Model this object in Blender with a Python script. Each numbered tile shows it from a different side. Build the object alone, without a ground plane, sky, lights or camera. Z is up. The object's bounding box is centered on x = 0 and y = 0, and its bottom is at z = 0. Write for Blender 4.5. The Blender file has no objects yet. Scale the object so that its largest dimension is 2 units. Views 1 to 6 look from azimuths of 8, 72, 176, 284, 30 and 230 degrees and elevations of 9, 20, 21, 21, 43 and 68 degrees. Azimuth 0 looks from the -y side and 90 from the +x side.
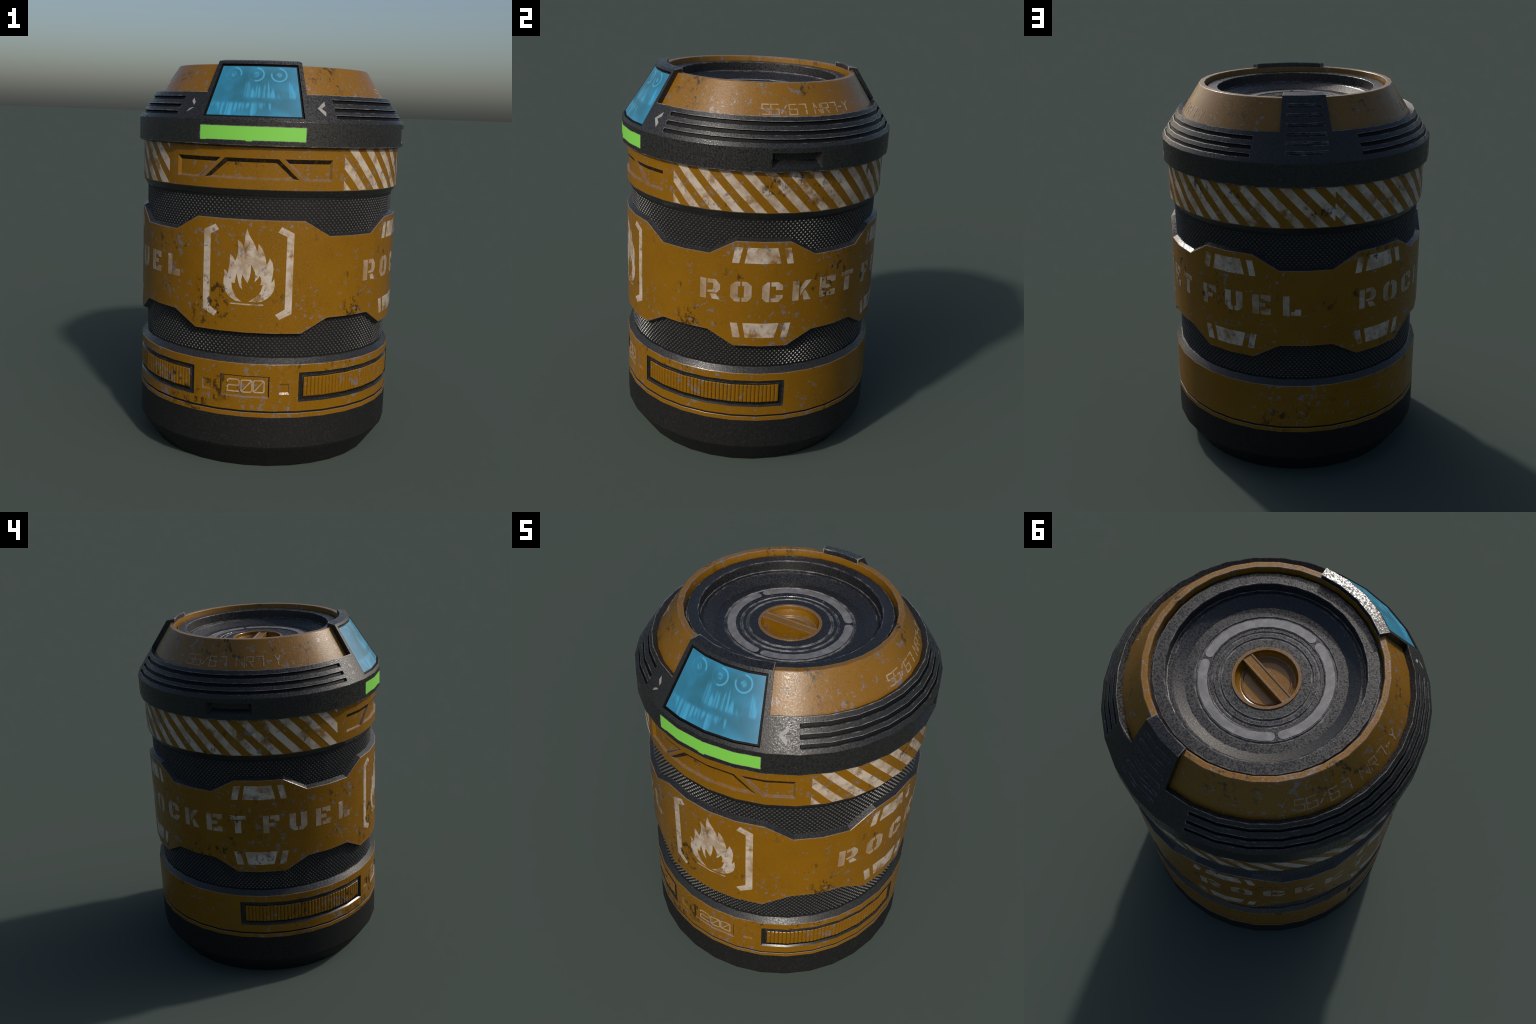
"""Worn yellow and black fuel canister with a screen on its lid.
Everything is described on an unrolled surface (azimuth, height, depth) and then
wrapped round a 32-sided body.  Azimuth 0 faces -y, +90 faces +x."""
import bpy, bmesh, math, random
from mathutils import Vector, geometry

random.seed(7)
SIDES = 32
SEG = 360.0 / SIDES
R0 = 0.65                      # reference radius of the unrolled space
D2R = math.pi / 180.0


# ------------------------------------------------------------------ wrapping
def facet(a):
    """radius factor that turns a circle into the 32-sided outline"""
    return math.cos(math.radians(SEG / 2)) / math.cos(math.radians((a % SEG) - SEG / 2))


class Cyl:
    """upright surface: s is the height, d the distance out from radius R"""
    def __init__(self, R):
        self.R = R
    def rz(self, s, d):
        return self.R + d, s
    er, ez, nr, nz = 0.0, 1.0, 1.0, 0.0


class Cone:
    """slanting surface through (r0,z0) and (r1,z1): s runs along the slope"""
    def __init__(self, r0, z0, r1, z1):
        L = math.hypot(r1 - r0, z1 - z0)
        self.r0, self.z0 = r0, z0
        self.er, self.ez = (r1 - r0) / L, (z1 - z0) / L
        self.nr, self.nz = self.ez, -self.er
    def rz(self, s, d):
        return self.r0 + s * self.er + d * self.nr, self.z0 + s * self.ez + d * self.nz
    def s(self, z):
        return (z - self.z0) / self.ez


class Shell:
    """collects faces in (azimuth, s, d) and wraps them into one mesh"""
    def __init__(self, surf):
        self.surf = surf
        self.bm = bmesh.new()

    def face(self, pts):
        vs = [self.bm.verts.new((p[0] * D2R * R0, p[1], p[2])) for p in pts]
        try:
            self.bm.faces.new(vs)
        except ValueError:
            pass

    def fill(self, outer, holes=(), d=0.0):
        """flat region at depth d bounded by polygon(s), with holes"""
        outers = outer if isinstance(outer[0][0], (tuple, list)) else [outer]
        verts, faces = [], []
        for poly in list(outers) + list(holes):
            base = len(verts)
            if sum(p[0] * q[1] - q[0] * p[1] for p, q in zip(poly, poly[1:] + poly[:1])) < 0:
                poly = poly[::-1]
            verts += [Vector((p[0] * D2R * R0, p[1])) for p in poly]
            faces.append(list(range(base, len(verts))))
        v, e, f, ov, oe, of = geometry.delaunay_2d_cdt(verts, [], faces, 1, 1e-6)
        n = len(outers)
        for tri, src in zip(f, of):
            if not any(i < n for i in src) or any(i >= n for i in src):
                continue
            pts = [v[i] for i in tri]
            ar = sum(pts[i].x * pts[(i + 1) % len(pts)].y - pts[(i + 1) % len(pts)].x * pts[i].y
                     for i in range(len(pts)))
            if ar < 0:
                pts = pts[::-1]
            self.bm.faces.new([self.bm.verts.new((p.x, p.y, d)) for p in pts])

    def wall(self, p0, d0, p1, d1, inward=True, closed=True):
        """strip between two matching polygons at two depths"""
        n = len(p0)
        ar = sum(p0[i][0] * p0[(i + 1) % n][1] - p0[(i + 1) % n][0] * p0[i][1] for i in range(n))
        ccw = ar > 0
        for i in range(n if closed else n - 1):
            j = (i + 1) % n
            q = [(*p0[i], d0), (*p0[j], d0), (*p1[j], d1), (*p1[i], d1)]
            # inward: wall of a pocket, seen from inside it; else: flank of a raised piece
            flip = ccw if not inward else not ccw
            self.face(q[::-1] if flip else q)

    def pocket(self, poly, floor, depth, fill=True):
        self.wall(poly, 0.0, floor, -depth)
        if fill:
            self.fill(floor, d=-depth)

    def plate(self, poly, d, drop):
        """raised flat piece with flanks"""
        self.fill(poly, d=d)
        self.wall(poly, d, poly, d - drop, inward=False)

    def ring(self, profile, a0=-180.0, a1=180.0, soft=()):
        """sweep a profile of (s,d) points round the axis, outside on the left hand
        side when walking up; profile segments in soft blend into their neighbours"""
        n = int(round((a1 - a0) / SEG)) or 1
        for k in range(n):
            b0 = a0 + (a1 - a0) * k / n
            b1 = a0 + (a1 - a0) * (k + 1) / n
            for (s0, d0), (s1, d1) in zip(profile, profile[1:]):
                self.face([(b0, s0, d0), (b1, s0, d0), (b1, s1, d1), (b0, s1, d1)])

    def build(self, name, mat, parent=None, cut=True):
        bm, sf = self.bm, self.surf
        bmesh.ops.remove_doubles(bm, verts=bm.verts[:], dist=1e-6)
        if cut and bm.verts:
            xs = [v.co.x for v in bm.verts]
            k0 = math.floor(min(xs) / R0 / D2R / SEG)
            k1 = math.ceil(max(xs) / R0 / D2R / SEG)
            for k in range(k0, k1 + 1):
                bmesh.ops.bisect_plane(bm, geom=bm.verts[:] + bm.edges[:] + bm.faces[:], dist=1e-6,
                                       plane_co=(k * SEG * D2R * R0, 0, 0), plane_no=(1, 0, 0))
        bm.normal_update()
        index, verts, faces, normals = {}, [], [], []
        for f in bm.faces:
            if f.calc_area() < 1e-10:
                continue
            ids, nn = [], []
            for v in f.verts:
                a = v.co.x / R0 / D2R
                r, z = sf.rz(v.co.y, v.co.z)
                k = facet(a)
                ca, sa = math.cos(a * D2R), math.sin(a * D2R)
                p = (r * k * sa, -r * k * ca, z)
                key = tuple(round(c, 5) for c in p)
                if key not in index:
                    index[key] = len(verts)
                    verts.append(p)
                i = index[key]
                if i in ids:
                    continue
                fn = f.normal
                ta = fn.x * R0 / max(r, 0.02)
                rr = fn.y * sf.er + fn.z * sf.nr
                zz = fn.y * sf.ez + fn.z * sf.nz
                ids.append(i)
                nn.append(Vector((ta * ca + rr * sa, ta * sa - rr * ca, zz)).normalized())
            if len(ids) >= 3:
                faces.append(ids)
                normals += nn
        bm.free()
        me = bpy.data.meshes.new(name)
        me.from_pydata(verts, [], faces)
        me.polygons.foreach_set("use_smooth", [True] * len(faces))
        seen, hard, k = {}, set(), 0
        for ids in faces:                       # edges whose two sides disagree are hard
            n = len(ids)
            for i in range(n):
                j = (i + 1) % n
                key = tuple(sorted((ids[i], ids[j])))
                pair = {ids[i]: normals[k + i], ids[j]: normals[k + j]}
                if key in seen and any((pair[v] - seen[key][v]).length > 1e-3 for v in key):
                    hard.add(key)
                seen.setdefault(key, pair)
            k += n
        for e in me.edges:
            e.use_edge_sharp = tuple(sorted(e.vertices)) in hard
        me.normals_split_custom_set(normals)
        me.materials.append(mat)
        ob = bpy.data.objects.new(name, me)
        bpy.context.scene.collection.objects.link(ob)
        ob.parent = parent
        return ob


def rect(a0, s0, a1, s1):
    return [(a0, s0), (a1, s0), (a1, s1), (a0, s1)]


def inset(r, da, ds):
    (a0, s0), _, (a1, s1), _ = r
    return rect(a0 + da, s0 + ds, a1 - da, s1 - ds)


def ribbon(pts, w, mx, closed=False):
    """outline(s) of a stroke of width w along pts; mx = metres per degree.
    Returns one quad per segment with mitred, non-overlapping joints."""
    P = [Vector((p[0] * mx, p[1])) for p in pts]
    n = len(P)
    L, R = [], []
    for i in range(n):
        t0 = (P[i] - P[i - 1]).normalized() if (i > 0 or closed) else None
        t1 = (P[(i + 1) % n] - P[i]).normalized() if (i < n - 1 or closed) else None
        t0, t1 = t0 or t1, t1 or t0
        m = (Vector((-t0.y, t0.x)) + Vector((-t1.y, t1.x))).normalized()
        h = w / 2 / max(0.35, m.dot(Vector((-t1.y, t1.x))))
        L.append(P[i] + m * h)
        R.append(P[i] - m * h)
    out = []
    for i in range(n if closed else n - 1):
        j = (i + 1) % n
        out.append([(q.x / mx, q.y) for q in (R[i], R[j], L[j], L[i])])
    return out


# ------------------------------------------------------------------ materials
class Nodes:
    def __init__(self, name):
        self.mat = bpy.data.materials.new(name)
        self.mat.use_nodes = True
        self.t = self.mat.node_tree
        self.t.nodes.clear()
        self.out = self.t.nodes.new('ShaderNodeOutputMaterial')
        self.bsdf = self.t.nodes.new('ShaderNodeBsdfPrincipled')
        self.t.links.new(self.bsdf.outputs[0], self.out.inputs[0])
        self.co = self.t.nodes.new('ShaderNodeTexCoord').outputs['Object']

    def put(self, sock, val):
        if isinstance(val, (int, float)):
            sock.default_value = val
        elif isinstance(val, tuple):
            sock.default_value = val if len(val) == len(sock.default_value) else (*val, 1.0)
        else:
            self.t.links.new(val, sock)

    def m(self, op, a, b=0.0, c=0.0, clamp=False):
        n = self.t.nodes.new('ShaderNodeMath')
        n.operation, n.use_clamp = op, clamp
        for s, v in zip(n.inputs, (a, b, c)):
            self.put(s, v)
        return n.outputs[0]

    def noise(self, scale, detail=4.0, rough=0.6, vec=None, distort=0.0):
        n = self.t.nodes.new('ShaderNodeTexNoise')
        self.put(n.inputs['Vector'], self.co if vec is None else vec)
        self.put(n.inputs['Scale'], scale)
        self.put(n.inputs['Detail'], detail)
        self.put(n.inputs['Roughness'], rough)
        self.put(n.inputs['Distortion'], distort)
        return n.outputs[0]

    def edges(self, scale, vec):
        n = self.t.nodes.new('ShaderNodeTexVoronoi')
        n.feature = 'DISTANCE_TO_EDGE'
        self.put(n.inputs['Vector'], vec)
        self.put(n.inputs['Scale'], scale)
        return n.outputs['Distance']

    def step(self, v, lo, hi, to0=0.0, to1=1.0):
        n = self.t.nodes.new('ShaderNodeMapRange')
        n.interpolation_type = 'SMOOTHSTEP'
        for s, x in zip(n.inputs, (v, lo, hi, to0, to1)):
            self.put(s, x)
        return n.outputs[0]

    def mix(self, f, a, b):
        n = self.t.nodes.new('ShaderNodeMix')
        n.data_type = 'RGBA'
        self.put(n.inputs[0], f)
        self.put(n.inputs[6], a)
        self.put(n.inputs[7], b)
        return n.outputs[2]

    def offset(self, amount, scale):
        """coordinates shaken by a coloured noise"""
        n = self.t.nodes.new('ShaderNodeTexNoise')
        self.put(n.inputs['Vector'], self.co)
        n.inputs['Scale'].default_value = scale
        n.inputs['Detail'].default_value = 3
        v = self.t.nodes.new('ShaderNodeVectorMath')
        v.operation = 'MULTIPLY_ADD'
        self.t.links.new(n.outputs['Color'], v.inputs[0])
        v.inputs[1].default_value = (amount,) * 3
        self.t.links.new(self.co, v.inputs[2])
        return v.outputs[0]

    def mapped(self, loc=(0, 0, 0), rot=(0, 0, 0), scale=(1, 1, 1)):
        n = self.t.nodes.new('ShaderNodeMapping')
        self.put(n.inputs[0], self.co)
        n.inputs[1].default_value, n.inputs[2].default_value, n.inputs[3].default_value = loc, rot, scale
        return n.outputs[0]

    def edge_mask(self, radius):
        """0 on flats, rising towards sharp edges (worn edges)"""
        b = self.t.nodes.new('ShaderNodeBevel')
        b.samples = 6
        b.inputs['Radius'].default_value = radius
        g = self.t.nodes.new('ShaderNodeNewGeometry')
        d = self.t.nodes.new('ShaderNodeVectorMath')
        d.operation = 'DOT_PRODUCT'
        self.t.links.new(b.outputs[0], d.inputs[0])
        self.t.links.new(g.outputs['Normal'], d.inputs[1])
        return self.m('SUBTRACT', 1.0, d.outputs['Value'], clamp=True)

    def bump(self, height, strength, distance):
        n = self.t.nodes.new('ShaderNodeBump')
        n.inputs['Strength'].default_value = strength
        n.inputs['Distance'].default_value = distance
        self.t.links.new(height, n.inputs['Height'])
        self.t.links.new(n.outputs[0], self.bsdf.inputs['Normal'])

    def set(self, **kw):
        for k, v in kw.items():
            self.put(self.bsdf.inputs[k.replace('_', ' ')], v)
        return self.mat


YELLOW = (0.192, 0.0875, 0.0024)
WHITE = (0.47, 0.40, 0.33)
BARE = (0.20, 0.185, 0.20)
SOOT = (0.018, 0.012, 0.005)


def paint(name, marking=0, wear=1.0, rough=(0.24, 0.42), edge=True, spec=0.32, bump=0.05):
    """chipped yellow paint; marking 1 adds a stained pale stencil coat, 2 a faint one"""
    N = Nodes(name)
    region = N.noise(3.3, 2.0, 0.5)
    grain = N.noise(170, 2.0, 0.5)
    tone = N.noise(5.0, 4.0, 0.6)
    col = N.mix(N.step(tone, 0.3, 0.7), tuple(c * 0.90 for c in YELLOW), tuple(c * 1.06 for c in YELLOW))
    col = N.mix(N.step(grain, 0.35, 0.75), col, tuple(c * 1.06 for c in YELLOW))
    if marking:
        stain = N.noise(13, 5.0, 0.62, N.mapped((3, 1, 2)))
        white = N.mix(N.step(stain, 0.40, 0.66), WHITE, (0.33, 0.24, 0.16))
        lost = N.noise(7.0, 7.0, 0.62, N.mapped((9, 4, 1)))
        keep = N.step(lost, 0.535, 0.66, 1.0, 0.05) if marking == 1 else N.step(lost, 0.40, 0.66, 0.66, 0.26)
        if marking == 4:                      # letters, unevenly rubbed
            keep = N.step(lost, 0.36, 0.64, 1.0, 0.45)
        if marking == 5:                      # letters nearly worn away
            keep = N.step(lost, 0.36, 0.64, 0.84, 0.38)
        if marking == 3:
            keep = N.step(lost, 0.5, 0.7, 0.80, 0.5)
        col = N.mix(keep, col, white)
    # small flakes gathered in worn regions
    fl = N.noise(30, 7.0, 0.68, N.mapped((1, 5, 2)))
    fl = N.m('ADD', fl, N.m('MULTIPLY', N.m('SUBTRACT', region, 0.5), 0.30))
    flakes = N.step(fl, 0.603, 0.633)
    big = N.noise(15, 8.0, 0.72, N.mapped((5, 5, 1), scale=(1, 1, 0.8)))
    big = N.m('ADD', big, N.m('MULTIPLY', N.m('SUBTRACT', region, 0.5), 0.22))
    flakes = N.m('MAXIMUM', flakes, N.step(big, 0.645, 0.67))
    # long thin scratches
    ln = N.edges(8.5, N.offset(0.22, 5.0))
    broken = N.m('MULTIPLY', N.step(N.noise(6.0, 3.0, 0.5, N.mapped((7, 7, 7))), 0.57, 0.64),
                 N.step(N.noise(60, 3.0, 0.6), 0.48, 0.55))
    scr = N.m('MULTIPLY', N.step(ln, 0.006, 0.020, 1.0, 0.0), broken)
    # worn edges (the thin stencil coats have none of their own)
    if marking or not edge:
        ed = 0.0
    else:
        e = N.m('SQRT', N.edge_mask(0.016))
        ragged = N.noise(38, 6.0, 0.68, N.mapped((2, 8, 4)))
        ed = N.m('ADD', N.m('MULTIPLY', e, 0.72), N.m('MULTIPLY', N.m('SUBTRACT', region, 0.5), 0.35))
        ed = N.step(N.m('ADD', ed, N.m('SUBTRACT', ragged, 0.70)), 0.0, 0.05)
        ed = N.m('MULTIPLY', ed, N.step(e, 0.05, 0.15))
    bare = N.m('MAXIMUM', N.m('MAXIMUM', flakes, scr), ed)
    bare = N.m('MULTIPLY', bare, 0.80 * wear)
    col = N.mix(bare, col, BARE)
    # soot in patches
    so = N.m('MULTIPLY', N.step(N.noise(4.6, 3.0, 0.55, N.mapped((4, 2, 11))), 0.545, 0.66),
             N.step(N.noise(38, 6.0, 0.7, N.mapped((6, 1, 3), scale=(1, 1, 0.7))), 0.525, 0.585))
    dots = N.step(N.noise(55, 3.0, 0.5, N.mapped((8, 3, 5))), 0.75, 0.78)
    so = N.m('MAXIMUM', so, dots)
    col = N.mix(N.m('MULTIPLY', so, 0.85 * wear), col, SOOT)
    rg = N.step(grain, 0.3, 0.7, rough[0], rough[1])
    rg = N.m('ADD', rg, N.m('MULTIPLY', bare, 0.05))
    N.bump(N.noise(120, 3.0, 0.6), bump, 0.004)
    return N.set(Base_Color=col, Roughness=rg, Metallic=N.m('MULTIPLY', bare, 0.35), Specular_IOR_Level=spec)


def dark_metal(name, base=0.026, worn=0.55, rough=(0.26, 0.56), bump=0.22, tint=(1.0, 1.0, 1.0), scale=125, spec=0.5, fleck=1.0, bare_tone=0.26, wear_width=0.009):
    """black coated metal with grain that sparkles and scuffed pale edges"""
    N = Nodes(name)
    grain = N.noise(scale, 2.0, 0.75)
    cloud = N.noise(9, 5.0, 0.6)
    b = tuple(base * t for t in tint)
    col = N.mix(N.step(grain, 0.42, 0.70), b, tuple(c * 1.9 + 0.006 for c in b))
    col = N.mix(N.step(cloud, 0.45, 0.7), col, tuple(c * 1.35 for c in b))
    speck = N.noise(scale * 1.05, 2.0, 0.6, N.mapped((3, 3, 9)))
    col = N.mix(N.step(speck, 0.38, 0.72), col, tuple(c * fleck for c in b))  # specks lightened in base colour to boost the sun sparkle
    fl = N.noise(42, 6.0, 0.65, N.mapped((1, 9, 2), scale=(0.6, 0.6, 1.3)))
    flakes = N.step(fl, 0.70, 0.74)
    e = N.m('SQRT', N.edge_mask(wear_width))
    ragged = N.noise(30, 6.0, 0.68, N.mapped((2, 8, 4), scale=(0.8, 0.8, 1.5)))
    ed = N.step(N.m('ADD', N.m('MULTIPLY', e, 0.70), N.m('SUBTRACT', ragged, 0.76)), 0.0, 0.10)
    ed = N.m('MULTIPLY', ed, N.step(e, 0.05, 0.15))
    bare = N.m('MULTIPLY', N.m('MAXIMUM', N.m('MULTIPLY', flakes, 0.5), ed), worn)
    col = N.mix(bare, col, (bare_tone, bare_tone * 0.97, bare_tone * 0.97))
    N.bump(grain, bump, 0.004)
    return N.set(Base_Color=col, Roughness=N.step(speck, 0.38, 0.64, rough[0], rough[1]), Specular_IOR_Level=spec)


def baked_shade_paint(name):
    """shade baked into recess walls as near-black, broken by darkened yellow"""
    N = Nodes(name)
    g = N.noise(55, 5.0, 0.65)
    col = N.mix(N.step(g, 0.50, 0.64), (0.012, 0.009, 0.006), tuple(c * 0.35 for c in YELLOW))
    return N.set(Base_Color=col, Roughness=0.6, Specular_IOR_Level=0.2)


def display(name):
    """glowing blue panel with three dials and two bar charts"""
    N = Nodes(name)
    sep = N.t.nodes.new('ShaderNodeSeparateXYZ')
    N.put(sep.inputs[0], N.co)
    x, y, z = sep.outputs
    az = N.m('MULTIPLY', N.m('ARCTAN2', x, N.m('MULTIPLY', y, -1.0)), 180 / math.pi)
    cloud = N.noise(11, 2.0, 0.5, N.mapped((0.35, 0, 0.1)))
    # brighter towards the borders
    bx = N.step(N.m('ABSOLUTE', az), 9.0, 20.0)
    bz = N.step(N.m('ABSOLUTE', N.m('SUBTRACT', z, 1.855)), 0.06, 0.125)
    rim = N.m('MAXIMUM', bx, bz)
    val = N.m('ADD', N.m('MULTIPLY', rim, 0.40), N.m('MULTIPLY', N.step(cloud, 0.35, 0.68), 0.40))
    col = N.mix(val, (0.012, 0.066, 0.098), (0.022, 0.178, 0.325))
    marks = None
    # dials: (centre azimuth, arc start, arc sweep) clockwise from the top
    for c, sweep in ((-12.0, 0.27), (-0.7, 0.52), (10.4, 0.78)):
        u = N.m('MULTIPLY', N.m('SUBTRACT', az, c), 0.0098)
        v = N.m('MULTIPLY', N.m('SUBTRACT', z, 1.929), 1.19)
        rad = N.m('SQRT', N.m('ADD', N.m('MULTIPLY', u, u), N.m('MULTIPLY', v, v)))
        ang = N.m('MULTIPLY', N.m('ARCTAN2', u, v), 1 / (2 * math.pi))
        ang = N.m('FRACT', N.m('ADD', ang, 1.0))
        band = N.step(N.m('ABSOLUTE', N.m('SUBTRACT', rad, 0.036)), 0.002, 0.0055, 1.0, 0.0)
        on = N.step(ang, sweep - 0.02, sweep + 0.02, 1.0, 0.12)
        hub = N.m('MULTIPLY', N.step(rad, 0.009, 0.018, 1.0, 0.0), N.step(N.noise(90, 2.0, 0.5), 0.35, 0.6))
        piece = N.m('MAXIMUM', N.m('MULTIPLY', band, on), N.m('MULTIPLY', hub, 0.75))
        marks = piece if marks is None else N.m('MAXIMUM', marks, piece)
    # bar charts: thin upright bars whose reach follows a noise along the azimuth
    for foot, sign, reach, seed, lo, hi in ((1.818, 1.0, 0.085, 3.0, -5.0, 21.0), (1.797, -1.0, 0.075, 8.0, -19.0, 7.0)):
        comb = N.t.nodes.new('ShaderNodeCombineXYZ')
        N.put(comb.inputs[0], az)
        N.put(comb.inputs[1], seed)
        top = N.noise(0.22, 2.0, 0.6, comb.outputs[0])
        teeth = N.noise(0.85, 1.0, 0.5, comb.outputs[0])
        h = N.m('MULTIPLY', N.step(top, 0.28, 0.62), reach)
        dz = N.m('MULTIPLY', N.m('SUBTRACT', z, foot), sign)
        inside = N.m('MULTIPLY', N.step(dz, -0.006, 0.010), N.step(N.m('SUBTRACT', dz, h), -0.022, 0.004, 1.0, 0.0))
        span = N.m('MULTIPLY', N.step(az, lo - 0.6, lo + 0.6), N.step(az, hi - 0.6, hi + 0.6, 1.0, 0.0))
        bar = N.m('MULTIPLY', N.m('MULTIPLY', inside, span), N.step(teeth, 0.38, 0.62, 0.12, 0.85))
        marks = N.m('MAXIMUM', marks, bar)
    col = N.mix(N.m('MULTIPLY', marks, 0.62), col, (0.062, 0.36, 0.60))
    N.set(Base_Color=N.mix(0.5, col, (0.02, 0.12, 0.18)), Roughness=0.32, IOR=1.5)
    N.put(N.bsdf.inputs['Emission Color'], col)
    N.bsdf.inputs['Emission Strength'].default_value = 0.45
    return N.mat


def lamp(name):
    N = Nodes(name)
    n = N.noise(26, 4.0, 0.6)
    col = N.mix(N.step(n, 0.66, 0.74), (0.140, 0.42, 0.052), (0.12, 0.45, 0.13))
    N.set(Base_Color=col, Roughness=0.5)
    N.put(N.bsdf.inputs['Emission Color'], col)
    N.bsdf.inputs['Emission Strength'].default_value = 0.30
    return N.mat


def pale(name, base, rough=0.45):
    """grey coating with soft clouds, for the status ring and the arrows"""
    N = Nodes(name)
    c = N.noise(24, 4.0, 0.6)
    g = N.noise(150, 2.0, 0.5)
    col = N.mix(N.step(c, 0.35, 0.7), tuple(b * 0.72 for b in base), tuple(b * 1.12 for b in base))
    N.bump(g, 0.12, 0.003)
    return N.set(Base_Color=col, Roughness=rough)


M_YELLOW = paint('yellow_paint')
M_SHOULDER = paint('yellow_shoulder_paint', rough=(0.24, 0.44), spec=0.52, bump=0.12)
M_CAP = paint('polished_cap_paint', rough=(0.14, 0.30), spec=0.6, wear=0.7)
M_PLATE = paint('yellow_plate_paint', edge=False)
M_MARK = paint('stencil_paint', marking=1)
M_LETTER = paint('letter_paint', marking=4)
M_WORN_LETTER = paint('rubbed_letter_paint', marking=5)
M_FAINT = paint('faint_serial_paint', marking=2, wear=0.5)
M_NUMBER = paint('number_paint', marking=3, wear=0.5)
M_BLACK = dark_metal('black_metal', base=0.010, rough=(0.20, 0.56), worn=1.0, bare_tone=0.34, fleck=1.7)
M_TOP = dark_metal('black_top_metal', base=0.0085, rough=(0.18, 0.60), tint=(1.0, 1.0, 1.08), worn=1.0, fleck=1.5, spec=0.62, bare_tone=0.32, wear_width=0.012)  # edge paleness raised and widened to paint glints on groove rims
M_TRIM = dark_metal('trim_metal', base=0.012, worn=0.5, rough=(0.20, 0.50), fleck=1.6)
M_GRIP = dark_metal('grip_black', base=0.009, worn=0.3, rough=(0.22, 0.32), bump=0.03)
M_FOOT = dark_metal('foot_rubber', base=0.0085, worn=0.12, rough=(0.54, 0.66), bump=0.10, scale=90, spec=0.2)
M_SLEEVE = dark_metal('sleeve_dark', base=0.006, worn=0.0, rough=(0.45, 0.6), bump=0.05, spec=0.25)
M_VENT = dark_metal('vent_dark', base=0.0025, worn=0.0, rough=(0.5, 0.6), bump=0.0, spec=0.15)  # blackened below the collar's tone to paint in the cavity shade
M_KNURL = dark_metal('knurl_metal', base=0.038, worn=0.0, rough=(0.28, 0.40), bump=0.05)
M_BAKED_SHADE = baked_shade_paint('baked_wall_shade')
M_SCREEN = display('blue_display')
M_GREEN = lamp('green_light')
M_RING = pale('grey_ring_coat', (0.19, 0.188, 0.192))
M_ARROW = pale('grey_arrow_coat', (0.27, 0.26, 0.255), 0.55)

# ------------------------------------------------------------------ the thing
root = bpy.data.objects.new('fuel_canister', None)
bpy.context.scene.collection.objects.link(root)
root['label'] = 'worn yellow and black fuel canister with blue screen lid'
root['category'] = 'fuel canister'

GROW = 0.0026
R_BAND, R_SLEEVE, R_SKIRT = 0.6768 + GROW, 0.6505 + GROW, 0.7035
AXIS = Cyl(0.0)      # s = height, d = radius


def lathe(name, profile, mat, parent=root):
    """profile: (radius, height) points walked so that the outside lies to the right"""
    sh = Shell(AXIS)
    sh.ring([(z, r + (GROW if r > 0.48 else 0.0)) for r, z in profile])
    return sh.build(name, mat, parent)


# foot: rubber cap with a deep bottom chamfer
lathe('foot', [(0.0, 0.0), (0.580, 0.0), (0.590, 0.003), (0.671, 0.117), (0.6768, 0.130), (0.6768, 0.283)], M_FOOT)

# ------------------------------------------------------------------ base band
Z_B0, Z_B1 = 0.317, 0.550
GRIPS = [rect(22.5, 0.364, 90.2, 0.512), rect(-90.2, 0.364, -22.5, 0.512)]
BOX = rect(-10.3, 0.383, 10.3, 0.491)
DIMPLES = [rect(14.5, 0.402, 18.6, 0.457), rect(-18.6, 0.402, -14.5, 0.457)]
base = Shell(Cyl(R_BAND))
base.fill(rect(-180, Z_B0, 180, Z_B1), GRIPS + [BOX] + DIMPLES)
box_floor = inset(BOX, 0.45, 0.005)
base.fill(box_floor, d=-0.006)
rim = Shell(Cyl(R_BAND))
for i in range(4):
    j = (i + 1) % 4
    (base if i == 0 else rim).face([(*BOX[i], 0), (*BOX[j], 0), (*box_floor[j], -0.006), (*box_floor[i], -0.006)])
for d in DIMPLES:
    base.pocket(d, inset(d, 0.25, 0.009), 0.005)
base.ring([(Z_B1, 0.0), (Z_B1 + 0.003, -0.002)])
base_band = base.build('base_band', M_YELLOW, root)
rim.build('number_dark_walls', M_BAKED_SHADE, base_band)  # top and side walls of the box in the dark colour, bottom wall left yellow
lathe('base_lip', [(0.6768, 0.2832), (0.6780, 0.285), (0.6780, 0.306), (0.6768, 0.3075)], M_YELLOW, base_band)
lathe('seam_groove', [(0.6768, 0.3070), (0.671, 0.3095), (0.671, 0.3145), (0.6768, 0.3172)], M_SLEEVE, base_band)
lathe('base_collar', [(0.6748, 0.553), (0.653, 0.579), (0.640, 0.581)], M_TRIM, base_band)

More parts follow.
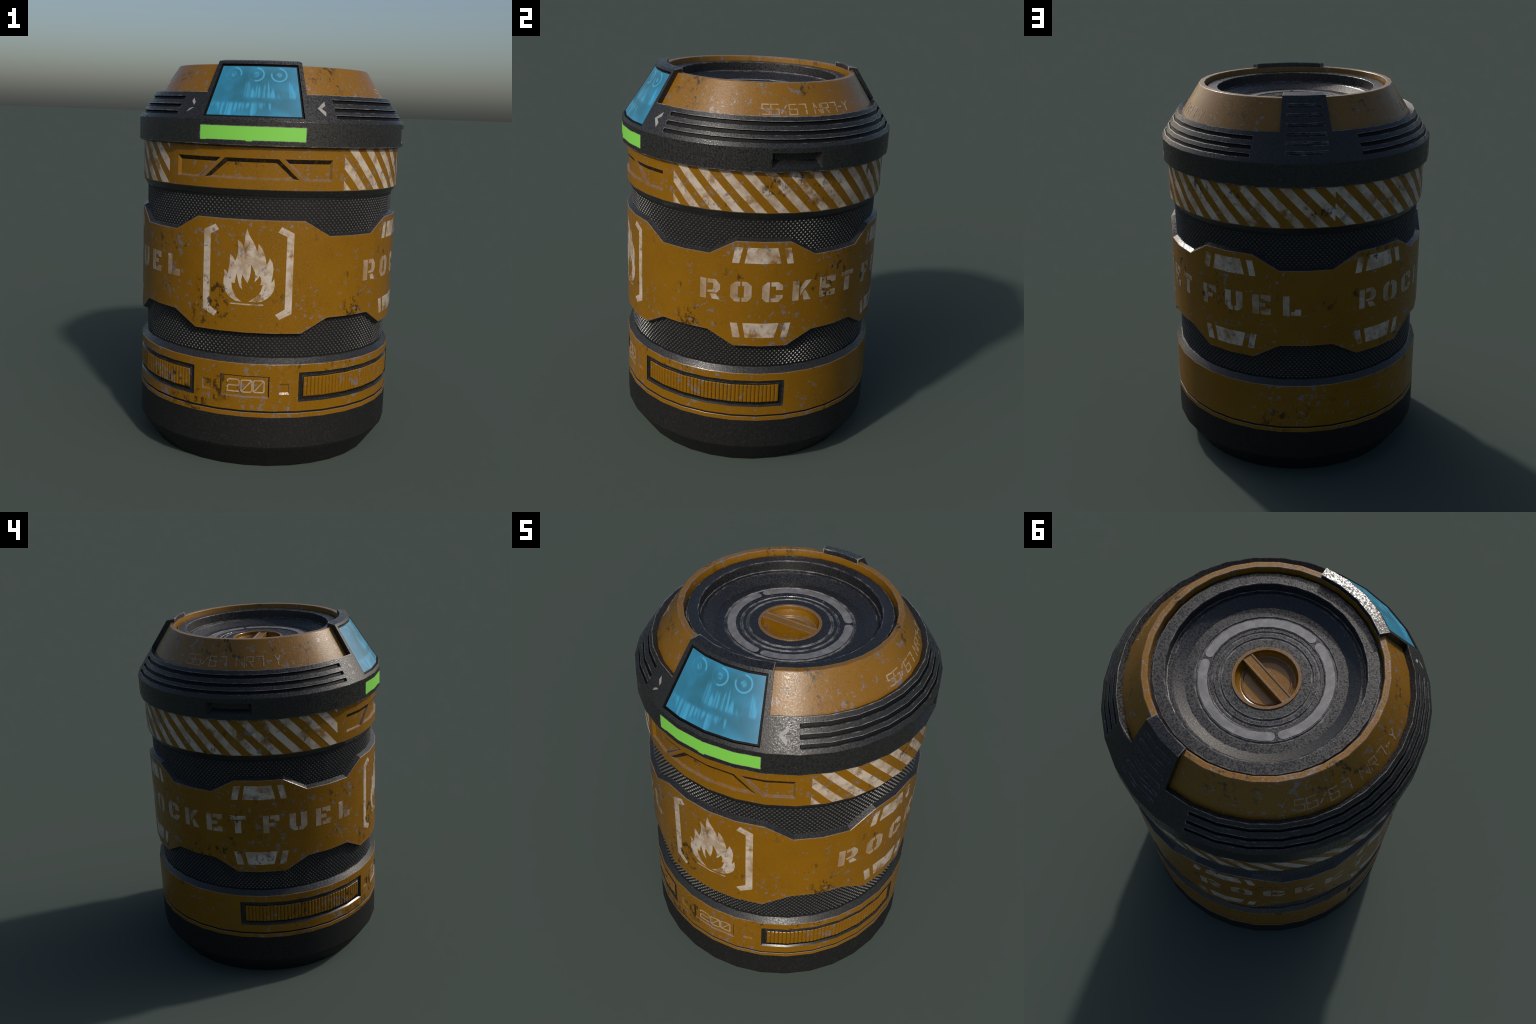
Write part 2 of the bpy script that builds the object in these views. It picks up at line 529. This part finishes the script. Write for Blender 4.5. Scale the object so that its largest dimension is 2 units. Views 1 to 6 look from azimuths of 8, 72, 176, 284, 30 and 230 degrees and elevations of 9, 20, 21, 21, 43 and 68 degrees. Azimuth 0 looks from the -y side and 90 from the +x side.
for g in GRIPS:
    fr = Shell(Cyl(R_BAND))
    inner = inset(g, 2.15, 0.022)
    fl = inset(g, 0.45, 0.007)
    fl2 = inset(g, 1.95, 0.019)
    fr.wall(g, 0.0, fl, -0.008)
    fr.fill(fl, [fl2], d=-0.008)
    fr.wall(fl2, -0.008, inner, -0.001, inward=True)
    frame = fr.build('grip_frame', M_GRIP, base_band)
    # ribbed plate: upright ribs divided by narrow grooves
    (a0, s0), _, (a1, s1), _ = inner
    n = 37
    p = (a1 - a0) / n
    pl = Shell(Cyl(R_BAND))
    prof = []
    for i in range(n):
        b = a0 + i * p
        prof += [(b, -0.006), (b + 0.16 * p, -0.0015), (b + 0.5 * p, -0.0005), (b + 0.84 * p, -0.0015)]
    prof.append((a1, -0.006))
    for (b0, d0), (b1, d1) in zip(prof, prof[1:]):
        pl.face([(b0, s0 + 0.007, d0), (b1, s0 + 0.007, d1), (b1, s1 - 0.006, d1), (b0, s1 - 0.006, d0)])
        pl.face([(b0, s0, -0.007), (b1, s0, -0.007), (b1, s0 + 0.007, d1), (b0, s0 + 0.007, d0)])
        pl.face([(b0, s1 - 0.006, d0), (b1, s1 - 0.006, d1), (b1, s1, -0.007), (b0, s1, -0.007)])
    pl.build('grip_plate', M_PLATE, base_band)

# number in the box, drawn as single strokes
MXB = R_BAND * D2R
W = 0.0062
NUM2 = [(-7.3, 0.452), (-7.3, 0.461), (-6.6, 0.468), (-2.9, 0.468), (-2.3, 0.462), (-2.3, 0.444), (-2.9, 0.438),
        (-6.6, 0.438), (-7.3, 0.432), (-7.3, 0.408), (-2.3, 0.408)]
strokes = [[ribbon(NUM2, W, MXB)]]
for a in (-1.4, 3.7):
    zero = [(a, 0.414), (a + 0.6, 0.408), (a + 3.9, 0.408), (a + 4.5, 0.414), (a + 4.5, 0.462), (a + 3.9, 0.468),
            (a + 0.6, 0.468), (a, 0.462)]
    strokes.append([ribbon(zero, W, MXB, True), ribbon([(a + 0.45, 0.4135), (a + 4.05, 0.4625)], W * 0.8, MXB)])
for digit in strokes:
    sh = Shell(Cyl(R_BAND - 0.006))
    for k, quads in enumerate(digit):
        for q in quads:
            sh.plate(q, 0.0010 - 0.0002 * k, 0.0008)
    sh.build('numeral', M_NUMBER, base_band)

# ------------------------------------------------------------------ knurled sleeve
sleeve = lathe('sleeve', [(0.640, 0.57), (0.6455, 0.575), (0.6455, 0.900), (0.6505, 0.910), (0.6505, 1.350), (0.653, 1.352), (0.653, 1.372)], M_SLEEVE)

# outline of the raised middle band (azimuth, height)
HIGH = [(-22.5, 22.5), (67.5, 90.0), (135.0, 157.5), (202.5, 225.0), (270.0, 292.5)]
Z_TOP, Z_TOPLOW, Z_BOT, Z_BOTHIGH = 1.2525, 1.178, 0.707, 0.780


def band_edge(zh, zl):
    pts = []
    for a0, a1 in HIGH:
        pts += [(a0 - SEG, zl), (a0, zh), (a1, zh), (a1 + SEG, zl)]
    pts = sorted((((a + 180) % 360) - 180, z) for a, z in pts)
    return [(-180.0, zl)] + pts + [(180.0, zl)]


TOP_EDGE = band_edge(Z_TOP, Z_TOPLOW)
BOT_EDGE = band_edge(Z_BOT, Z_BOTHIGH)


def edge_height(edge, a):
    for (a0, z0), (a1, z1) in zip(edge, edge[1:]):
        if a0 <= a <= a1:
            return z0 + (z1 - z0) * (a - a0) / max(a1 - a0, 1e-6)
    return edge[0][1]


# knurl: staggered rows of tiny blunt diamonds
kn = Shell(Cyl(R_SLEEVE))
ROW = 0.0120
for lo, hi in ((0.590, 0.79), (1.172, 1.346)):
    rows = int((hi - lo) / ROW) + 1
    dip = -0.0050 if lo < 1 else 0.0          # the lower waist is a touch narrower
    for i in range(rows):
        z = hi - i * ROW if lo > 1 else lo + i * ROW
        for j in range(180):
            a = -180 + 2.0 * j + (1.0 if i % 2 else 0.0)
            if lo > 1 and z < edge_height(TOP_EDGE, a) + 0.008:
                continue
            if lo < 1 and z > edge_height(BOT_EDGE, a) - 0.004:
                continue
            b = [(a - 0.62, z), (a, z - 0.0068), (a + 0.62, z), (a, z + 0.0068)]
            t = [(a - 0.30, z), (a, z - 0.0033), (a + 0.30, z), (a, z + 0.0033)]
            for k in range(4):
                k2 = (k + 1) % 4
                kn.face([(*b[k], dip), (*b[k2], dip), (*t[k2], dip + 0.0034), (*t[k], dip + 0.0034)])
            kn.face([(*q, dip + 0.0034) for q in t])
knurl = kn.build('knurl', M_KNURL, sleeve, cut=False)
knurl['kind'] = 'stuff'

# ------------------------------------------------------------------ middle band
mid = Shell(Cyl(R_BAND))


def offset_edge(edge, w):
    """edge moved sideways by w metres (up for w > 0)"""
    P = [Vector((a * MXB, z)) for a, z in edge]
    out = []
    for i, q in enumerate(P):
        t0 = (q - P[i - 1]).normalized() if i else None
        t1 = (P[i + 1] - q).normalized() if i < len(P) - 1 else None
        t0, t1 = t0 or t1, t1 or t0
        n0, n1 = Vector((-t0.y, t0.x)), Vector((-t1.y, t1.x))
        m = (n0 + n1).normalized()
        o = q + m * (w / m.dot(n0))
        out.append((o.x / MXB, o.y))
    out[0], out[-1] = (-180.0, out[0][1]), (180.0, out[-1][1])
    return out


tr = Shell(Cyl(R_BAND))
for edge, w in ((TOP_EDGE, 1.0), (BOT_EDGE, -1.0)):
    lip = offset_edge(edge, w * 0.0018)
    o = offset_edge(edge, w * 0.014)
    for i in range(len(edge) - 1):
        for shell, (e0, d0), (e1, d1) in ((mid, (edge, 0.0), (lip, -0.0025)), (tr, (lip, -0.0025), (o, -0.0265 if w > 0 else -0.0315))):
            q = [(*e0[i], d0), (*e0[i + 1], d0), (*e1[i + 1], d1), (*e1[i], d1)]
            shell.face(q if w > 0 else q[::-1])
mid.fill(BOT_EDGE + TOP_EDGE[::-1])
middle_band = mid.build('middle_band', M_YELLOW, root)
tr.build('band_trim', M_TRIM, middle_band)

STENCIL = {
    'r': [[(0, 0), (.32, 0), (.32, 1), (0, 1)],
          [(.38, 1), (.78, 1), (1, .76), (1, .52), (.84, .33), (.38, .33), (.38, .43), (.62, .46), (.66, .52), (.66, .80), (.38, .80)],
          [(.50, .27), (.80, .27), (1, 0), (.62, 0)]],
    'o': [[(.46, 1), (.24, 1), (0, .80), (0, .22), (.20, 0), (.46, 0), (.46, .20), (.36, .20), (.36, .78), (.46, .78)],
          [(.54, 1), (.54, .78), (.64, .78), (.64, .20), (.54, .20), (.54, 0), (.80, 0), (1, .22), (1, .80), (.76, 1)]],
    'c': [[(.36, 1), (.24, 1), (0, .80), (0, .20), (.20, 0), (.36, 0)],
          [(.43, 1), (.78, 1), (1, .82), (1, .60), (.66, .60), (.66, .78), (.43, .78)],
          [(.43, 0), (.80, 0), (1, .20), (1, .35), (.66, .35), (.66, .20), (.43, .20)]],
    'k': [[(0, 0), (.34, 0), (.34, 1), (0, 1)],
          [(.42, .24), (.64, .56), (1, 1), (.68, 1), (.42, .62)],
          [(.54, .33), (.68, .51), (1, 0), (.62, 0)]],
    'e': [[(0, 0), (.36, 0), (.36, .40), (.70, .40), (.72, .60), (.36, .60), (.36, 1), (0, 1)],
          [(.44, 1), (1, 1), (1, .70), (.72, .70), (.66, .80), (.44, .80)],
          [(.44, 0), (1, 0), (1, .30), (.72, .30), (.66, .20), (.44, .20)]],
    't': [[(0, .78), (1, .78), (1, 1), (0, 1)], [(.30, 0), (.70, 0), (.70, .71), (.30, .71)]],
    'f': [[(0, 0), (.36, 0), (.36, .38), (.74, .38), (.74, .58), (.36, .58), (.36, 1), (0, 1)],
          [(.44, 1), (1, 1), (1, .66), (.72, .66), (.66, .78), (.44, .78)]],
    'u': [[(0, 1), (.36, 1), (.36, .24), (.46, .20), (.46, 0), (.26, 0), (0, .22)],
          [(1, 1), (1, .22), (.74, 0), (.54, 0), (.54, .20), (.64, .24), (.64, 1)]],
    'l': [[(0, 0), (.36, 0), (.36, 1), (0, 1)], [(.44, 0), (1, 0), (1, .33), (.70, .33), (.62, .20), (.44, .20)]],
}
TEXT = [('r', 52.6, 61.3), ('o', 65.6, 74.4), ('c', 78.7, 87.4), ('k', 91.6, 100.1), ('e', 104.4, 112.6),
        ('t', 116.6, 124.0), ('f', 132.0, 139.6), ('u', 144.3, 152.8), ('e', 157.3, 165.2), ('l', 170.3, 177.8)]
LIFT, DROP = 0.0009, 0.0007


def mark(name, polys, surf, mat, parent, lift=LIFT):
    sh = Shell(surf)
    for p in polys:
        sh.plate(p, lift, DROP)
    return sh.build(name, mat, parent)


for turn in (0.0, 150.6):
    for ch, a0, a1 in TEXT:
        mid_a = (a0 + a1) / 2 + turn
        sh = -360.0 if mid_a > 180 else 0.0
        polys = [[(a0 + turn + sh + (a1 - a0) * u, 0.944 + 0.104 * v) for u, v in p] for p in STENCIL[ch]]
        mark('letter_' + ch, polys, Cyl(R_BAND), M_WORN_LETTER if turn and ch in 'rocketf' else M_LETTER, middle_band)

# window shaped marks above and below the writing
for a0, a1 in HIGH[1:]:
    c = (a0 + a1) / 2
    c = c - 360 if c > 180 else c
    for base_z, tip_z in ((1.143, 1.223), (0.830, 0.752)):
        for wide, slim in (((-12.9, -9.9), (-11.6, -8.4)), ((-7.7, 7.5), (-6.5, 5.8)), ((9.9, 12.7), (8.5, 11.3))):
            mark('band_mark', [[(c + wide[0], base_z), (c + wide[1], base_z), (c + slim[1], tip_z), (c + slim[0], tip_z)]],
                 Cyl(R_BAND), M_MARK, middle_band)

# brackets and flame sign on the front
mark('bracket', [[(-12.5, 1.199), (-14.2, 1.224), (-19.2, 1.195), (-19.2, 0.806), (-14.0, 0.774), (-12.5, 0.799),
                  (-16.2, 0.824), (-16.2, 1.175)]], Cyl(R_BAND), M_MARK, middle_band)
mark('bracket', [[(11.7, 1.198), (13.2, 1.224), (18.3, 1.194), (18.3, 0.805), (13.3, 0.775), (11.6, 0.800),
                  (15.4, 0.826), (15.4, 1.177)]], Cyl(R_BAND), M_MARK, middle_band)
FLAME = [(-2.2, .856), (-5.0, .860), (-7.6, .879), (-9.2, .905), (-10.0, .938), (-10.0, .965), (-9.6, .985), (-10.0, 1.010),
         (-8.9, 1.001), (-8.2, .988), (-8.0, 1.013), (-7.6, 1.046), (-7.6, 1.085), (-6.4, 1.074), (-5.3, 1.052), (-4.5, 1.081),
         (-4.1, 1.113), (-4.5, 1.155), (-3.1, 1.145), (-2.0, 1.126), (-1.6, 1.147), (-1.4, 1.182), (-.7, 1.212), (.1, 1.183),
         (1.9, 1.149), (2.9, 1.125), (3.5, 1.104), (3.9, 1.118), (4.0, 1.142), (5.5, 1.119), (6.6, 1.091), (7.1, 1.066),
         (7.4, 1.041), (8.1, 1.053), (8.7, 1.074), (9.9, 1.051), (10.3, 1.021), (10.1, .995), (9.6, .956), (10.3, .965),
         (10.7, .976), (11.1, .944), (10.6, .914), (8.9, .884), (6.0, .862), (3.6, .857), (.6, .860),
         (3.4, .882), (5.4, .909), (6.3, .945), (5.2, .941), (5.6, .964), (5.2, .980), (4.9, .988), (4.0, .970), (2.8, .955),
         (3.2, .979), (2.9, 1.002), (1.3, 1.041), (1.2, 1.004), (.8, .975), (0, .948), (-1.1, .967), (-2.2, .990), (-2.6, .966),
         (-2.4, .936), (-2.0, .914), (-3.3, .932), (-4.0, .961), (-4.6, .993), (-5.0, .970), (-5.3, .945), (-6.7, .947),
         (-6.3, .916), (-4.8, .879)]
mark('flame_sign', [FLAME], Cyl(R_BAND), M_MARK, middle_band)
mark('flame_sign_bar', [rect(-7.1, 0.842, 6.7, 0.849)], Cyl(R_BAND), M_MARK, middle_band)

# ------------------------------------------------------------------ upper band
Z_U0, Z_U1 = 1.397, 1.605
LATCH = [[(-10.7, 1.541), (10.9, 1.541), (19.4, 1.446), (-19.6, 1.446)],
         [(13.4, 1.541), (33.4, 1.541), (33.4, 1.444), (22.1, 1.444)],
         [(-33.4, 1.541), (-12.6, 1.541), (-22.0, 1.444), (-33.4, 1.444)]]
LATCH_FLOOR = [[(-9.9, 1.522), (10.1, 1.522), (17.0, 1.451), (-17.2, 1.451)],
               [(14.9, 1.521), (32.5, 1.521), (32.5, 1.449), (22.6, 1.449)],
               [(-32.3, 1.521), (-14.1, 1.521), (-22.6, 1.449), (-32.3, 1.449)]]
up = Shell(Cyl(R_BAND))
gaps = Shell(Cyl(R_BAND))
LATCH_DEEP = 0.010
up.fill(rect(-180, Z_U0, 180, Z_U1), LATCH)
for p, f in zip(LATCH, LATCH_FLOOR):
    up.fill(f, d=-LATCH_DEEP)
    for i in range(4):
        j = (i + 1) % 4
        down = 0.5 * (p[i][1] + p[j][1]) > 0.5 * (f[i][1] + f[j][1]) + 0.012 or \
            (p is LATCH[0] and abs(p[i][1] - p[j][1]) > 0.05)
        q = [(*p[j], 0.0), (*p[i], 0.0), (*f[i], -LATCH_DEEP), (*f[j], -LATCH_DEEP)]
        (gaps if down else up).face(q)  # down-facing and diagonal walls get the dark colour for overhang shadow
up.ring([(Z_U0 - 0.003, -0.002), (Z_U0, 0.0)])
upper_band = up.build('upper_band', M_YELLOW, root)
gaps.build('latch_painted_shade', M_BAKED_SHADE, upper_band)
lathe('upper_collar', [(0.652, 1.362), (0.656, 1.364), (0.6748, 1.394)], M_TRIM, upper_band)


def clip(poly, lo, hi):
    """keep the part of a polygon between two azimuths"""
    for lim, sign in ((lo, 1), (hi, -1)):
        out = []
        for i, p in enumerate(poly):
            q = poly[i - 1]
            pin, qin = sign * (p[0] - lim) >= 0, sign * (q[0] - lim) >= 0
            if pin != qin:
                t = (lim - q[0]) / (p[0] - q[0])
                out.append((lim, q[1] + t * (p[1] - q[1])))
            if pin:
                out.append(p)
        poly = out
    return poly


# hazard stripes: two runs that meet behind, falling to the right
ZS0, ZS1 = 1.3985, 1.598
LEAN = 15.3 / 0.191
for first, pitch, lo, hi in ((50.5 - 3 * 9.14, 9.14, 39.1, 191.5), (-114.4 - 8 * 9.22, 9.22, -168.5, -39.2)):
    for k in range(26):
        e = first + pitch * k
        off = lambda z: (1.587 - z) * LEAN
        p = clip([(e + off(ZS0), ZS0), (e + 4.6 + off(ZS0), ZS0), (e + 4.6 + off(ZS1), ZS1), (e + off(ZS1), ZS1)], lo, hi)
        if len(p) >= 3:
            mark('hazard_stripe', [p], Cyl(R_BAND), M_MARK, upper_band)

# ------------------------------------------------------------------ lid collar
C = Cone(R_SKIRT, 1.715, 0.515, 2.0)
S_LOW, S_HIGH = C.s(1.843), C.s(1.9925)
GREEN = rect(-20.9, 1.624, 20.9, 1.688)
SLOTS = [rect(80.0, 1.618, 100.1, 1.691), rect(-100.1, 1.618, -80.0, 1.691)]
slot_shells = []
sk = Shell(Cyl(R_SKIRT))
sk.fill(rect(-180, 1.601, 180, 1.713), [GREEN] + SLOTS)
sk.wall(GREEN, 0.0, GREEN, -0.004)
for s in SLOTS:
    (a0, s0), _, (a1, s1), _ = s
    st = Shell(Cyl(R_SKIRT))
    st.pocket(s, rect(a0 + 1.4, s0 + 0.034, a1 - 1.4, s1 - 0.003), 0.034)
    slot_shells.append(st)
sk.ring([(1.590, -0.030), (1.597, -0.006), (1.601, 0.0)])
sk.ring([(1.713, 0.0), (1.7165, -0.0015)])
lid_skirt = sk.build('lid_skirt', M_BLACK, root)
for st in slot_shells:
    st.build('side_slot', M_GRIP, lid_skirt)

gl = Shell(Cyl(R_SKIRT))
gl.plate(rect(-20.85, 1.6245, 20.85, 1.6875), -0.0005, 0.004)
gl.plate(rect(-2.2, 1.6195, 0.3, 1.6240), 0.0008, 0.001)
gl.plate(rect(-20.85, 1.6215, -18.2, 1.6240), 0.0008, 0.001)
gl.build('indicator_light', M_GREEN, lid_skirt)

VENTS = [rect(a0, C.s(z0), a1, C.s(z1)) for a0, a1 in ((33.75, 157.5), (-157.5, -33.75))
         for z0, z1 in ((1.8035, 1.822), (1.7655, 1.784), (1.7325, 1.750))]
BACK = [rect(-188.5, C.s(z - 0.0145), -171.2, C.s(z)) for z in (1.958, 1.918, 1.8775, 1.839, 1.802, 1.764)]
SCREEN = rect(-20.4, C.s(1.730), 20.4, C.s(1.9795))
SEAM = 163.0
outline = [(SEAM - 360, 0), (SEAM, 0), (SEAM, S_LOW), (22.5, S_LOW), (22.5, S_HIGH), (-22.5, S_HIGH), (-22.5, S_LOW),
           (-180 + SEG, S_LOW), (-180 + SEG, S_HIGH), (-180 - SEG, S_HIGH), (-180 - SEG, S_LOW), (SEAM - 360, S_LOW)]
DEEP = 0.030
vent_shells = []
co = Shell(C)
co.fill(outline, VENTS + BACK + [SCREEN])
for v in VENTS:
    (a0, s0), _, (a1, s1), _ = v
    lipped = rect(a0 + 0.2, s0 + 0.0045, a1 - 0.2, s1)
    co.wall(v, 0.0, lipped, -0.0035)           # worn lip on the upper edge of each bar
    vent_shells.append(lipped)
for v in BACK:
    (a0, s0), _, (a1, s1), _ = v
    co.pocket(v, rect(a0 + 0.3, s0 + 0.008, a1 - 0.3, s1 - 0.002), 0.008)
scr_floor = inset(SCREEN, 0.25, 0.003)
bz = Shell(C)
bz.pocket(SCREEN, scr_floor, 0.009)
for a0, a1 in ((22.5, 180 - SEG), (-180 + SEG, -22.5)):     # cut faces of the two openings
    co.face([(a0, S_LOW, 0), (a1, S_LOW, 0), (a1, S_LOW, -DEEP), (a0, S_LOW, -DEEP)])
collar = co.build('lid_collar', M_BLACK, root)
bz.build('screen_bezel', M_VENT, collar)

for v in vent_shells:
    (a0, s0), _, (a1, s1), _ = v
    ve = Shell(C)
    fl = rect(a0 + 0.2, s0 + 0.001, a1 - 0.2, s1 - 0.001)
    ve.wall(v, -0.0035, fl, -0.009)
    ve.wall(rect(a0, s1, a1, s1 + 1e-5)[:2], 0.0, rect(a0, s1, a1, s1)[:2], -0.0035, closed=False)
    ve.fill(fl, d=-0.009)
    ve.build('vent', M_VENT, collar)

# tops and flanks of the screen hood and of the rear hood
hd = Shell(AXIS)
for a0, a1 in ((-22.5, 22.5), (180 - SEG, 180 + SEG)):
    hd.ring([(1.9925, 0.5198), (2.0, 0.476), (1.998, 0.474), (1.965, 0.472)], a0, a1)
    flank = [(0.5198, 1.9925), (0.6188, 1.843), (0.590, 1.826), (0.494, 1.972), (0.472, 1.965), (0.474, 1.998), (0.476, 2.0)]
    hd.face([(a1, z, r) for r, z in flank[::-1]])
    hd.face([(a0, z, r) for r, z in flank])
hd.build('hood_edge', M_TOP, collar)

sc = Shell(C)
scr = inset(SCREEN, 1.0, 0.0115)
sc.plate(scr, -0.0045, 0.0045)
screen = sc.build('screen', M_SCREEN, collar)

# arrow marks beside the screen
mark('arrow_mark', [[(29.9, C.s(1.812)), (26.2, C.s(1.779)), (29.2, C.s(1.744)), (29.7, C.s(1.763)), (28.0, C.s(1.779)),
                     (29.9, C.s(1.792))]], C, M_ARROW, collar)
mark('arrow_mark', [[(-28.4, C.s(1.812)), (-26.6, C.s(1.792)), (-26.9, C.s(1.779)), (-28.6, C.s(1.795))],
                    [(-29.2, C.s(1.746)), (-26.4, C.s(1.766)), (-27.4, C.s(1.767)), (-28.6, C.s(1.760))]], C, M_ARROW, collar)

# ------------------------------------------------------------------ yellow shoulder and rim
Y = Cone(0.5935 + GROW, 1.828, 0.4975 + GROW, 1.9755)
shoulder = lathe('shoulder', [(0.6130, 1.798), (0.4975, 1.9755), (0.4945, 1.978), (0.4745, 1.978), (0.4720, 1.9755),
                              (0.4690, 1.932)], M_SHOULDER)

SEGCHAR = {   # segment style characters, strokes in a unit box
    '5': [[(1, 1), (0, 1), (0, .54), (.38, .54)], [(.54, .54), (1, .54), (1, 0), (0, 0)]],
    '6': [[(1, 1), (0, 1), (0, .52), (.38, .52)], [(.56, .52), (1, .52), (1, 0), (0, 0), (0, .38)]],
    '/': [[(0, .10), (.40, .45)], [(.55, .60), (1, .98)]],
    '7': [[(0, 1), (1, 1), (1, .55)], [(1, .45), (1, 0)]],
    'N': [[(0, 0), (0, .45)], [(0, .55), (0, 1), (.42, .58)], [(.55, .45), (1, 0), (1, .45)], [(1, .55), (1, 1)]],
    'R': [[(0, 0), (0, .45)], [(0, .55), (0, 1), (1, 1), (1, .52), (.15, .5)], [(.55, .42), (1, 0)]],
    '-': [[(0, .5), (.42, .5)], [(.58, .5), (1, .5)]],
    'Y': [[(0, 1), (.5, .55), (1, 1)], [(.5, .44), (.5, 0)]],
}
SERIAL = '56/67NR7-Y'
SPANS = [[(75.8, 79.2), (80.0, 83.8), (84.8, 87.9), (88.9, 92.7), (93.7, 97.4), (101.8, 105.3), (106.3, 110.0),
          (111.2, 115.0), (116.3, 118.8), (120.0, 123.4)],
         [(-117.6, -113.8), (-112.8, -108.6), (-107.4, -104.0), (-103.0, -99.2), (-97.0, -93.4), (-88.0, -83.6),
          (-82.4, -78.9), (-77.2, -73.5), (-72.0, -69.2), (-67.3, -64.3)]]
for spans, (z0, z1) in zip(SPANS, ((1.8450, 1.887), (1.851, 1.897))):
    for ch, (a0, a1) in zip(SERIAL, spans):
        sh = Shell(Y)
        for st in SEGCHAR[ch]:
            pts = [(a0 + (a1 - a0) * u, Y.s(z0 + (z1 - z0) * v)) for u, v in st]
            for q in ribbon(pts, 0.0062, 0.57 * D2R):
                sh.plate(q, LIFT, DROP)
        sh.build('serial_character', M_FAINT, shoulder)

# ------------------------------------------------------------------ top dish
Z_D = 1.875
GV = 0.0055
dish = lathe('top_dish', [
    (0.4700, 1.934), (0.4595, 1.934), (0.4585, 1.9515), (0.4565, 1.9530), (0.4090, 1.9530), (0.4070, 1.9510), (0.4055, 1.9040),
    (0.4020, 1.9030), (0.3870, 1.9030), (0.3820, 1.8990), (0.3370, Z_D), (0.2945, Z_D), (0.2920, Z_D - GV), (0.2880, Z_D - GV),
    (0.2860, Z_D), (0.2400, Z_D), (0.2360, Z_D - 0.002), (0.2240, Z_D - 0.002), (0.2215, Z_D - GV), (0.2165, Z_D - GV),
    (0.2140, Z_D), (0.1955, Z_D), (0.1930, Z_D - GV), (0.1885, Z_D - GV), (0.1860, Z_D + 0.001), (0.1440, Z_D + 0.001)], M_TOP)

# three grey status arcs with round ends
for c in (60.0, 180.0, -60.0):
    r_in, r_out = 0.2435, 0.2815
    rm, h = (r_in + r_out) / 2, (r_out - r_in) / 2
    half = 60.0 - 1.2 - math.degrees(h / rm)
    pts = []
    for k in range(9):
        t = math.pi * k / 8
        pts.append((half + math.degrees(h * math.sin(t) / rm), rm - h * math.cos(t)))
    left = [(-a, r) for a, r in pts][::-1]
    poly = pts + left
    sh = Shell(Cone(0.0, Z_D, 1.0, Z_D))          # s = radius, d = drop below the dish floor
    nseg = 40
    # fill as a strip so that the arc stays round
    body = [-half + 2 * half * k / nseg for k in range(nseg + 1)]
    lift = 0.0018
    for b0, b1 in zip(body, body[1:]):
        sh.face([(c + b0, r_out, -lift), (c + b1, r_out, -lift), (c + b1, r_in, -lift), (c + b0, r_in, -lift)])
    sh.face([(c + a, r, -lift) for a, r in pts[::-1]])
    sh.face([(c + a, r, -lift) for a, r in left[::-1]])
    sh.build('status_arc', M_RING, dish)

# filler cap with a grip bar across its well
cap = lathe('filler_cap', [(0.1445, Z_D - 0.004), (0.1445, Z_D + 0.0045), (0.1430, Z_D + 0.006), (0.1315, Z_D + 0.006),
                           (0.1298, Z_D + 0.004), (0.1290, 1.8630), (0.1220, 1.8460), (0.1140, 1.8400), (0.1120, 1.8365),
                           (0.1070, 1.8350), (0.1050, 1.8390), (0.1020, 1.8400), (0.0985, 1.8360), (0.0960, 1.8340),
                           (0.0, 1.8330)], M_CAP)
prof = [(-0.0265, 1.825), (-0.0265, 1.8765), (-0.0250, 1.8780), (-0.0200, 1.8780), (-0.0160, 1.8740), (0.0120, 1.8740),
        (0.0160, 1.8780), (0.0210, 1.8780), (0.0225, 1.8765), (0.0225, 1.825)]
me = bpy.data.meshes.new('cap_bar')
vs = [(x, y, z) for x in (-0.1290, 0.1290) for y, z in prof]
n = len(prof)
me.from_pydata(vs, [], [(i, i + 1, n + i + 1, n + i) for i in range(n - 1)] +
               [tuple(range(n))[::-1], tuple(range(n, 2 * n))])
bm = bmesh.new()
bm.from_mesh(me)
bmesh.ops.recalc_face_normals(bm, faces=bm.faces[:])
bm.to_mesh(me)
bm.free()
me.materials.append(M_CAP)
bar = bpy.data.objects.new('cap_bar', me)
bpy.context.scene.collection.objects.link(bar)
bar.parent = cap
